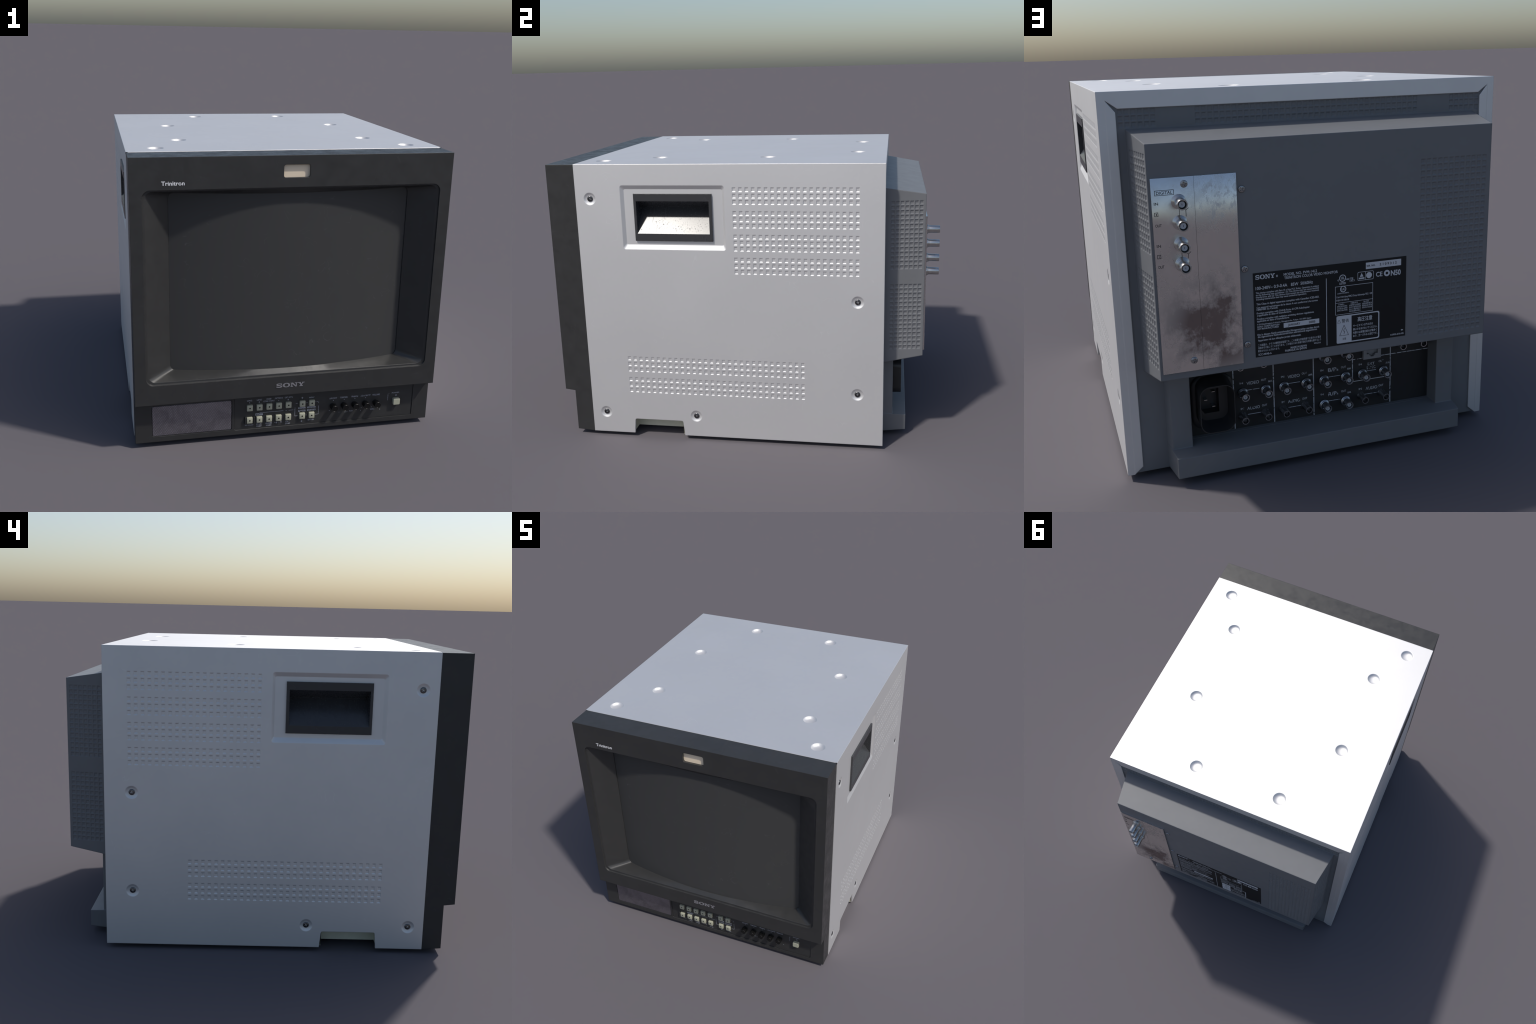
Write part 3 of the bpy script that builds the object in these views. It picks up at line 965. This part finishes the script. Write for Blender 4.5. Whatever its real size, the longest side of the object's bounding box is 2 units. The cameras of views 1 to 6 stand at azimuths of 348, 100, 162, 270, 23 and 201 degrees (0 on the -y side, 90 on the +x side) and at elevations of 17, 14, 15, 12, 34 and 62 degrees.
def build_board():
    """black connector board in the bay under the hump"""
    mb = MB()
    mb.sheet(lambda u, v: (u, BOARD_Y, v), rect(-0.540, 0.110, 0.540, 0.470))
    mb.face([(-0.540, BOARD_Y, 0.470), (0.540, BOARD_Y, 0.470), (0.540, PANEL_Y, 0.470), (-0.540, PANEL_Y, 0.470)])
    board = put("connector_board", mb.mesh("connector_board", M["board"], smooth=None), root)

    jack = bnc_mesh(0.0167, 0.054, 0.0207, M["jack"], "video_jack")
    core = core_mesh(0.054, "jack_core")
    spots = [(x, 0.2842) for x in (0.3069, 0.2099, 0.1314, 0.0343, -0.0448, -0.1420, -0.2195, -0.3174)]
    spots += [(x, 0.1733) for x in (-0.0448, -0.1417)] + [(x, 0.3908) for x in (-0.0446, -0.1421)]
    for x, z in spots:
        ob = put("video_jack", jack, board, (x, BOARD_Y, z))
        put("jack_core", core, ob)
    mb = MB()
    mb.revolve(lambda u, v, h: (u, h, v), [(0.0175, 0.0), (0.0175, 0.004), (0.0160, 0.006), (0.0143, 0.010), (0.0143, 0.054), (0.0116, 0.054), (0.0105, 0.050), (0.0105, 0.012), (0.0, 0.012)], 28)
    phono = mb.mesh("phono_jack", M["jack"], smooth=40)
    for x, z in [(x, 0.1836) for x in (0.3111, 0.2142, 0.1362, 0.0395, -0.2132, -0.3090)] + [(-0.3871, 0.4002), (-0.4832, 0.4005)] + [(x, 0.4165) for x in (0.3240, 0.2280)]:
        put("phono_jack", phono, board, (x, BOARD_Y, z))

    # modular socket with a stepped key way
    mb = MB()
    x0, x1, z0, z1, yf = -0.3005, -0.2200, 0.3520, 0.4200, 0.7200
    key = [(-0.2350, 0.418), (-0.2350, 0.3745), (-0.2470, 0.3745), (-0.2470, 0.3680), (-0.2530, 0.3680), (-0.2530, 0.3620), (-0.2675, 0.3620), (-0.2675, 0.3680), (-0.2735, 0.3680), (-0.2735, 0.3745), (-0.2860, 0.3745), (-0.2860, 0.418)]
    mb.sheet(lambda u, v: (u, yf, v), rect(x0, z0, x1, z1), [key])
    mb.ring([(u, yf, v) for u, v in rect(x0, z0, x1, z1)], [(u, BOARD_Y, v) for u, v in rect(x0, z0, x1, z1)])
    mb.ring([(u, yf, v) for u, v in key], [(u, yf - 0.013, v) for u, v in key])
    mb.sheet(lambda u, v: (u, yf - 0.013, v), key)
    put("modular_socket", mb.mesh("modular_socket", M["modular"], smooth=None), board)

    # mains inlet: base plate, flared hood, inner face with socket and blades
    mb = MB()
    y0, y1 = BOARD_Y, 0.820
    base = rrect(0.3490, 0.1600, 0.5210, 0.3880, 0.052, 8)
    base_in = rrect(0.3540, 0.1660, 0.5160, 0.3840, 0.048, 8)
    root_l = rrect(0.3620, 0.1830, 0.5030, 0.3870, 0.044, 8)
    front = rrect(0.3670, 0.1887, 0.5053, 0.3834, 0.042, 8)
    front_in = rrect(0.3702, 0.1919, 0.5021, 0.3802, 0.039, 8)
    deep = rrect(0.3810, 0.2120, 0.4960, 0.3720, 0.034, 8)
    L = lambda loop, y: [(u, y, v) for u, v in loop]
    mb.ring(L(base, y0), L(base, y0 + 0.012))
    mb.ring(L(base, y0 + 0.012), L(base_in, y0 + 0.016))
    mb.ring(L(base_in, y0 + 0.016), L(root_l, y0 + 0.016))
    mb.ring(L(root_l, y0 + 0.016), L(front, y1))
    mb.ring(L(front, y1), L(front_in, y1))
    mb.ring(L(front_in, y1), L(deep, 0.750))
    cup = [(0.4159, 0.3440), (0.4159, 0.2429), (0.4752, 0.2429), (0.4913, 0.2668), (0.4913, 0.3200), (0.4752, 0.3440)]
    mb.sheet(lambda u, v: (u, 0.750, v), deep, [cup])
    mb.ring(L(cup, 0.750), L(cup, 0.708))
    mb.sheet(lambda u, v: (u, 0.708, v), cup)
    inlet = put("mains_inlet", mb.mesh("mains_inlet", M["socket"], smooth=40), board)
    mb = MB()
    mb.box((-0.0020, 0.0, -0.0070), (0.0020, 0.030, 0.0070))
    me = mb.mesh("inlet_blade", M["chrome"], bevel=0.0008, seg=1)
    for x, z in ((0.4350, 0.262), (0.4350, 0.325), (0.4660, 0.2935)):
        ob = put("inlet_blade", me, inlet, (x, 0.708, z))
        ob.rotation_euler = (0, PI / 2, 0)

    # printing: ruled fields, words and wave marks
    pr = Print(BOARD_Y + 0.0006, 1)
    for x, z1 in ((0.3437, 0.46), (0.1743, 0.46), (0.0, 0.46), (-0.3517, 0.46)):
        pr.bar(x - 0.0021, 0.131, x + 0.0021, z1)
    for z, xa, xb in ((0.3535, -0.1780, -0.3496), (0.3535, -0.3540, -0.530), (0.2535, -0.1780, -0.3496)):
        pr.bar(xa, z - 0.0017, xb, z + 0.0017)
    pr.bar(-0.1780, 0.2518, -0.1740, 0.3552)
    k = 0.0013
    for xi in (0.3069, 0.1314):
        pr.text("IN", xi + 0.0100, xi - 0.0035, 0.3220, 0.0085)
        pr.text("VIDEO", xi - 0.018, xi - 0.071, 0.3150, 0.0134)
        pr.text("OUT", xi - 0.080, xi - 0.102, 0.3225, 0.0085)
        pr.bar(xi - 0.020, 0.2910, xi - 0.072, 0.2910 + 2 * k)
        pr.text("IN", xi + 0.0100, xi - 0.0035, 0.2093, 0.0088)
        pr.text("AUDIO", xi - 0.017, xi - 0.071, 0.2047, 0.0130)
        pr.text("OUT", xi - 0.080, xi - 0.102, 0.2095, 0.0088)
        pr.bar(xi - 0.019, 0.1836, xi - 0.074, 0.1836 + 2 * k)
    for body, z in (("B/PB", 0.3150), ("R/PR", 0.2060)):
        pr.text("IN", -0.031, -0.044, z + 0.0080, 0.0080)
        pr.text(body[:3], -0.065, -0.103, z, 0.0165)
        pr.text(body[3:], -0.1045, -0.1115, z, 0.0080)
        pr.text("OUT", -0.124, -0.146, z + 0.0070, 0.0090)
        pr.bar(-0.065, z - 0.024, -0.120, z - 0.024 + 2 * k)
    pr.text("EXT", -0.246, -0.279, 0.3172, 0.0118)
    pr.text("SYNC", -0.241, -0.283, 0.2997, 0.0128)
    pr.text("IN", -0.205, -0.219, 0.3228, 0.0080)
    pr.text("OUT", -0.297, -0.320, 0.3236, 0.0090)
    pr.bar(-0.243, 0.2910, -0.285, 0.2910 + 2 * k)
    pr.text("IN", -0.205, -0.219, 0.2100, 0.0085)
    pr.text("AUDIO", -0.237, -0.291, 0.2047, 0.0138)
    pr.text("OUT", -0.297, -0.320, 0.2110, 0.0090)
    pr.bar(-0.231, 0.1845, -0.293, 0.1845 + 2 * k)
    for x, z in ((0.197, 0.312), (0.022, 0.312), (-0.152, 0.312), (-0.152, 0.203), (-0.331, 0.312)):
        zz = [(x - 0.0027 * i, z + (0.008 if i % 2 else 0.0)) for i in range(7)]
        for i, (p, q) in enumerate(zip(zz, zz[1:])):
            pr.line(p, q, 0.0018, 0.0001 * (i % 2))
    pr.build("board_printing", M["board_ink"], board)


def build_label(parent):
    """black rating label with pale print"""
    mb = MB()
    mb.box((-0.3063, HUMP_Y - 0.001, 0.5220), (0.3063, HUMP_Y + 0.0012, 0.8462))
    label = put("rating_label", mb.mesh("rating_label", M["label"], smooth=None), parent)
    y = HUMP_Y + 0.0012
    pr = Print(y + 0.0005, 1)
    T = pr.text
    T("MODEL NO. PVM-14L2", 0.190, 0.060, 0.8242, 0.0100)
    T("TRINITRON COLOR VIDEO MONITOR", 0.188, -0.023, 0.8110, 0.0100)
    T("\u00ae", 0.2190, 0.2120, 0.8230, 0.0080)
    T("100-240V~ 0.9-0.4A", 0.298, 0.177, 0.7826, 0.0118)
    T("85W  50/60Hz", 0.163, 0.077, 0.7823, 0.0118)
    left = [("This device complies with Part 15 of the FCC Rules. Operation is subject", 0.298, 0.053, 0.7676, 0.0062),
            ("to the following two conditions : (1) This device may not cause harmful", 0.298, 0.054, 0.7594, 0.0062),
            ("interference, and (2) This device must accept any interference received,", 0.298, 0.053, 0.7512, 0.0062),
            ("including interference that may cause undesired operation.", 0.297, 0.102, 0.7430, 0.0062),
            ("This Class A digital apparatus complies with Canadian ICES-003.", 0.297, 0.053, 0.7243, 0.0072),
            ("Cet appareil num\u00e9rique de la classe A est conforme \u00e0 la norme", 0.297, 0.059, 0.7116, 0.0068),
            ("NMB-003 du Canada.", 0.297, 0.215, 0.7034, 0.0068),
            ("Product complies with DHHS Rules 21CFR Subchapter", 0.297, 0.091, 0.6897, 0.0068),
            ("J applicable at date of manufacture.", 0.297, 0.163, 0.6814, 0.0068),
            ("Product complies with radiation emitting devices regulations", 0.297, 0.075, 0.6676, 0.0068),
            ("applicable at date of manufacture.", 0.297, 0.172, 0.6592, 0.0068),
            ("7-35 Kitashinagawa 6-chome, Shinagawa-ku, Tokyo, 141-0001 Japan", 0.297, 0.086, 0.6468, 0.0056),
            ("SONY CORPORATION", 0.297, 0.212, 0.6370, 0.0064),
            ("INY MANUFACTURED", 0.296, 0.214, 0.6287, 0.0064),
            ("Die in diesem Ger\u00e4t entstehenden R\u00f6ntgenstrahlen werden durch", 0.297, 0.055, 0.6060, 0.0074),
            ("die eigensichere Kathodenstrahlr\u00f6hre ausreichend abgeschirmt.", 0.296, 0.063, 0.5975, 0.0074),
            ("Apparaten m\u00e5 kun tilkoples jordet stikkontakt", 0.296, 0.128, 0.5838, 0.0074),
            ("MADE IN JAPAN", 0.170, 0.106, 0.5376, 0.0078),
            ("FABRIQUE AU JAPON", 0.192, 0.106, 0.5280, 0.0078),
            ("VCCI-A", 0.077, 0.049, 0.5420, 0.0066),
            ("SCC-M04B-A", 0.296, 0.245, 0.5278, 0.0076)]
    for body, a, b, z, h in left:
        T(body, a, b, z, h, 0.016)

    def glyphs(x0, x1, z, h, seed, pitch=0.85):
        """rows of small square east-asian looking characters drawn from strokes"""
        r = random.Random(seed)
        n = max(1, int(round(abs(x1 - x0) / (h * pitch))))
        w = (x0 - x1) / n
        for i in range(n):
            a, b = x0 - i * w - 0.08 * w, x0 - (i + 1) * w + 0.12 * w
            t = h * 0.13
            for j in range(r.choice((2, 3, 3))):
                zz = z + h * (0.10 + 0.36 * j + r.uniform(-0.05, 0.05))
                pr.bar(a - r.uniform(0, 0.12) * w, zz, b + r.uniform(0, 0.12) * w, zz + t)
            for j in range(r.choice((1, 2))):
                xx = a - (0.18 + 0.42 * j + r.uniform(-0.06, 0.06)) * w
                pr.bar(xx, z + h * r.uniform(0.0, 0.15), xx - t, z + h * r.uniform(0.8, 1.0), 0.0001 + 0.0001 * j)

    T("この装置は、クラスA情報技術装置です。この装置を家庭環境で使用すると電波", 0.296, 0.048, 0.5650, 0.0068, 0.006)
    T("妨害を引き起こすことがあります。この場合には使用者が適切な対策を講ずるよう", 0.296, 0.048, 0.5538, 0.0066, 0.006)
    T("要求されることがあります。", 0.297, 0.213, 0.5420, 0.0066, 0.006)
    pr.bar(0.0250, 0.5290, 0.0226, 0.7945)
    # white tabs
    pr.bar(0.195, 0.6235, 0.054, 0.6420)
    pr.bar(-0.137, 0.8125, -0.284, 0.8378)
    # approval marks
    T("N50", -0.241, -0.283, 0.7756, 0.0205, 0.03)
    T("CE", -0.179, -0.206, 0.7780, 0.0180, 0.02)
    pr.frame(circle(-0.2245, 0.7875, 0.0125, 24), circle(-0.2245, 0.7875, 0.0055, 24))
    pr.frame(circle(-0.0420, 0.7885, 0.0138, 24), circle(-0.0420, 0.7885, 0.0108, 24))
    T("UL", -0.0355, -0.0490, 0.7840, 0.0100, 0.03)
    T("c", -0.0215, -0.0270, 0.7785, 0.0090, 0.02)
    T("us", -0.0570, -0.0670, 0.7795, 0.0085, 0.02)
    T("LISTED", -0.029, -0.055, 0.7640, 0.0080, 0.02)
    T("ITE", -0.071, -0.085, 0.7795, 0.0070, 0.02)
    T("13C1", -0.071, -0.090, 0.7712, 0.0070, 0.02)
    pr.frame(rrect(-0.1690, 0.7705, -0.1030, 0.8045, 0.005, 3), rrect(-0.1674, 0.7721, -0.1046, 0.8029, 0.004, 3))
    pr.bar(-0.1345, 0.7722, -0.1360, 0.8028, 0.0001)
    pr.poly([(-0.1120, 0.7850), (-0.1270, 0.7850), (-0.1195, 0.8000)], 0.0002)
    pr.bar(-0.1080, 0.7760, -0.1310, 0.7820, 0.0002)
    pr.poly(circle(-0.1500, 0.7880, 0.0120, 20), 0.0002)
    # ruled approval table
    pr.frame(rect(-0.1665, 0.6445, -0.0115, 0.7575), rect(-0.1650, 0.6460, -0.0130, 0.7560))
    pr.bar(-0.0130, 0.6915, -0.1650, 0.6929, 0.0001)
    pr.frame(circle(-0.0440, 0.7455, 0.0125, 20), circle(-0.0440, 0.7455, 0.0095, 20), 0.0001)
    T("LC", -0.0375, -0.0510, 0.7412, 0.0085, 0.03)
    glyphs(-0.020, -0.068, 0.7268, 0.0052, 4, 0.7)
    T("Sony EMCS Corp. Ichinomiya TEC / 109", -0.050, -0.163, 0.7118, 0.0068, 0.016)
    glyphs(-0.016, -0.049, 0.7120, 0.0066, 5)
    glyphs(-0.015, -0.068, 0.6990, 0.0068, 6)
    for x0, x1, rows in ((-0.018, -0.061, 4), (-0.068, -0.116, 5), (-0.121, -0.162, 4)):
        for i in range(rows):
            glyphs(x0 - (0.006 if i == 0 else 0), x1 + (0.012 if i == 0 else 0), 0.6825 - 0.0080 * i, 0.0062, 10 + i + int(-x0 * 900), 0.75)
    # warning box: pale left field with triangle, framed right field
    pr.frame(rrect(-0.1940, 0.5290, -0.0155, 0.6400, 0.007, 4), rrect(-0.1895, 0.5335, -0.0160, 0.6355, 0.006, 4), 0.0001)
    pr.bar(-0.0165, 0.5300, -0.0775, 0.6390, 0.0002)
    T("高圧注意", -0.103, -0.164, 0.6095, 0.0140, 0.012)
    for body, b, z in (("サービスマン以外の方は", -0.167, 0.5885), ("裏ぶたをあけないでください。", -0.185, 0.5745),
                       ("内部には高電圧部分が数多く", -0.183, 0.5606), ("あり、万一さわると危険です。", -0.186, 0.5475)):
        T(body, -0.084, b, z, 0.0073, 0.012)
    T("4-093-216-05", -0.241, -0.299, 0.5302, 0.0066, 0.02)
    pr.poly([(-0.286, 0.5478), (-0.2915, 0.5510), (-0.297, 0.5478), (-0.2915, 0.5446)])
    pr.build("label_printing", M["label_ink"], label)
    build_logo("label_letter", y + 0.0002, 1, 0.298, 0.2235, 0.8218, 0.0165, M["label_ink"], label, 0.0004)
    # dark print on the pale tabs
    pr = Print(y + 0.0012, 1)
    pr.text("SER. NO.", -0.140, -0.176, 0.8215, 0.0068)
    pr.text("2 1 0 9 3 1 2", -0.194, -0.265, 0.8212, 0.0092)
    pr.text("JANUARY", 0.178, 0.130, 0.6285, 0.0085)
    pr.text("2005", 0.096, 0.070, 0.6285, 0.0085)
    a, b, c = (-0.0280, 0.5600), (-0.0650, 0.5600), (-0.0465, 0.6010)
    for i, (p, q) in enumerate(((a, b), (b, c), (c, a))):
        pr.line(p, q, 0.0014, 0.0001 * i)
    for i, (p, q) in enumerate((((-0.0480, 0.5890), (-0.0440, 0.5770)), ((-0.0440, 0.5770), (-0.0490, 0.5770)), ((-0.0490, 0.5770), (-0.0455, 0.5650)))):
        pr.line(p, q, 0.0014, 0.0001 * i)
    pr.text("警告", -0.037, -0.067, 0.6130, 0.0110, 0.0)
    pr.text("注意", -0.040, -0.054, 0.5420, 0.0070, 0.0)
    a, b, c = (-0.0190, 0.6120), (-0.0330, 0.6120), (-0.0260, 0.6250)
    for i, (p, q) in enumerate(((a, b), (b, c), (c, a))):
        pr.line(p, q, 0.0009, 0.0001 * i)
    pr.build("tab_printing", M["dark_ink"], label)


# ---- underside ------------------------------------------------------
def build_underside():
    """chassis pan with a hand recess behind each notch, and rubber feet"""
    mb = MB()
    X, z0, y0, y1 = 0.777, 0.0260, -0.850, 0.695
    xi, zt = 0.700, 0.112
    ya, yb = -0.6220, -0.3440
    plan = [(-X, y0), (X, y0), (X, ya), (xi, ya), (xi, yb), (X, yb), (X, y1), (-X, y1), (-X, yb), (-xi, yb), (-xi, ya), (-X, ya)]
    mb.sheet(lambda u, v: (u, v, z0), plan)
    for s in (-1, 1):
        a = [(s * X, ya), (s * xi, ya), (s * xi, yb), (s * X, yb)]
        for p, q in zip(a, a[1:]):
            mb.face([(*p, z0), (*q, z0), (*q, zt), (*p, zt)])
        mb.face([(*p, zt) for p in a])
    pan = put("chassis_pan", mb.mesh("chassis_pan", M["chassis"], smooth=None), root)
    mb = MB()
    mb.revolve(lambda u, v, h: (u, v, h), [(0.045, 0.027), (0.045, 0.004), (0.041, 0.0), (0.0, 0.0)], 28)
    me = mb.mesh("foot", M["rubber"], smooth=40)
    for x in (-0.50, 0.50):
        for y in (-0.62, 0.48):
            put("foot", me, root, (x, y, 0))


build_cover()
for side in (-1, 1):
    build_handle(side)
build_front()
build_rear()
build_underside()
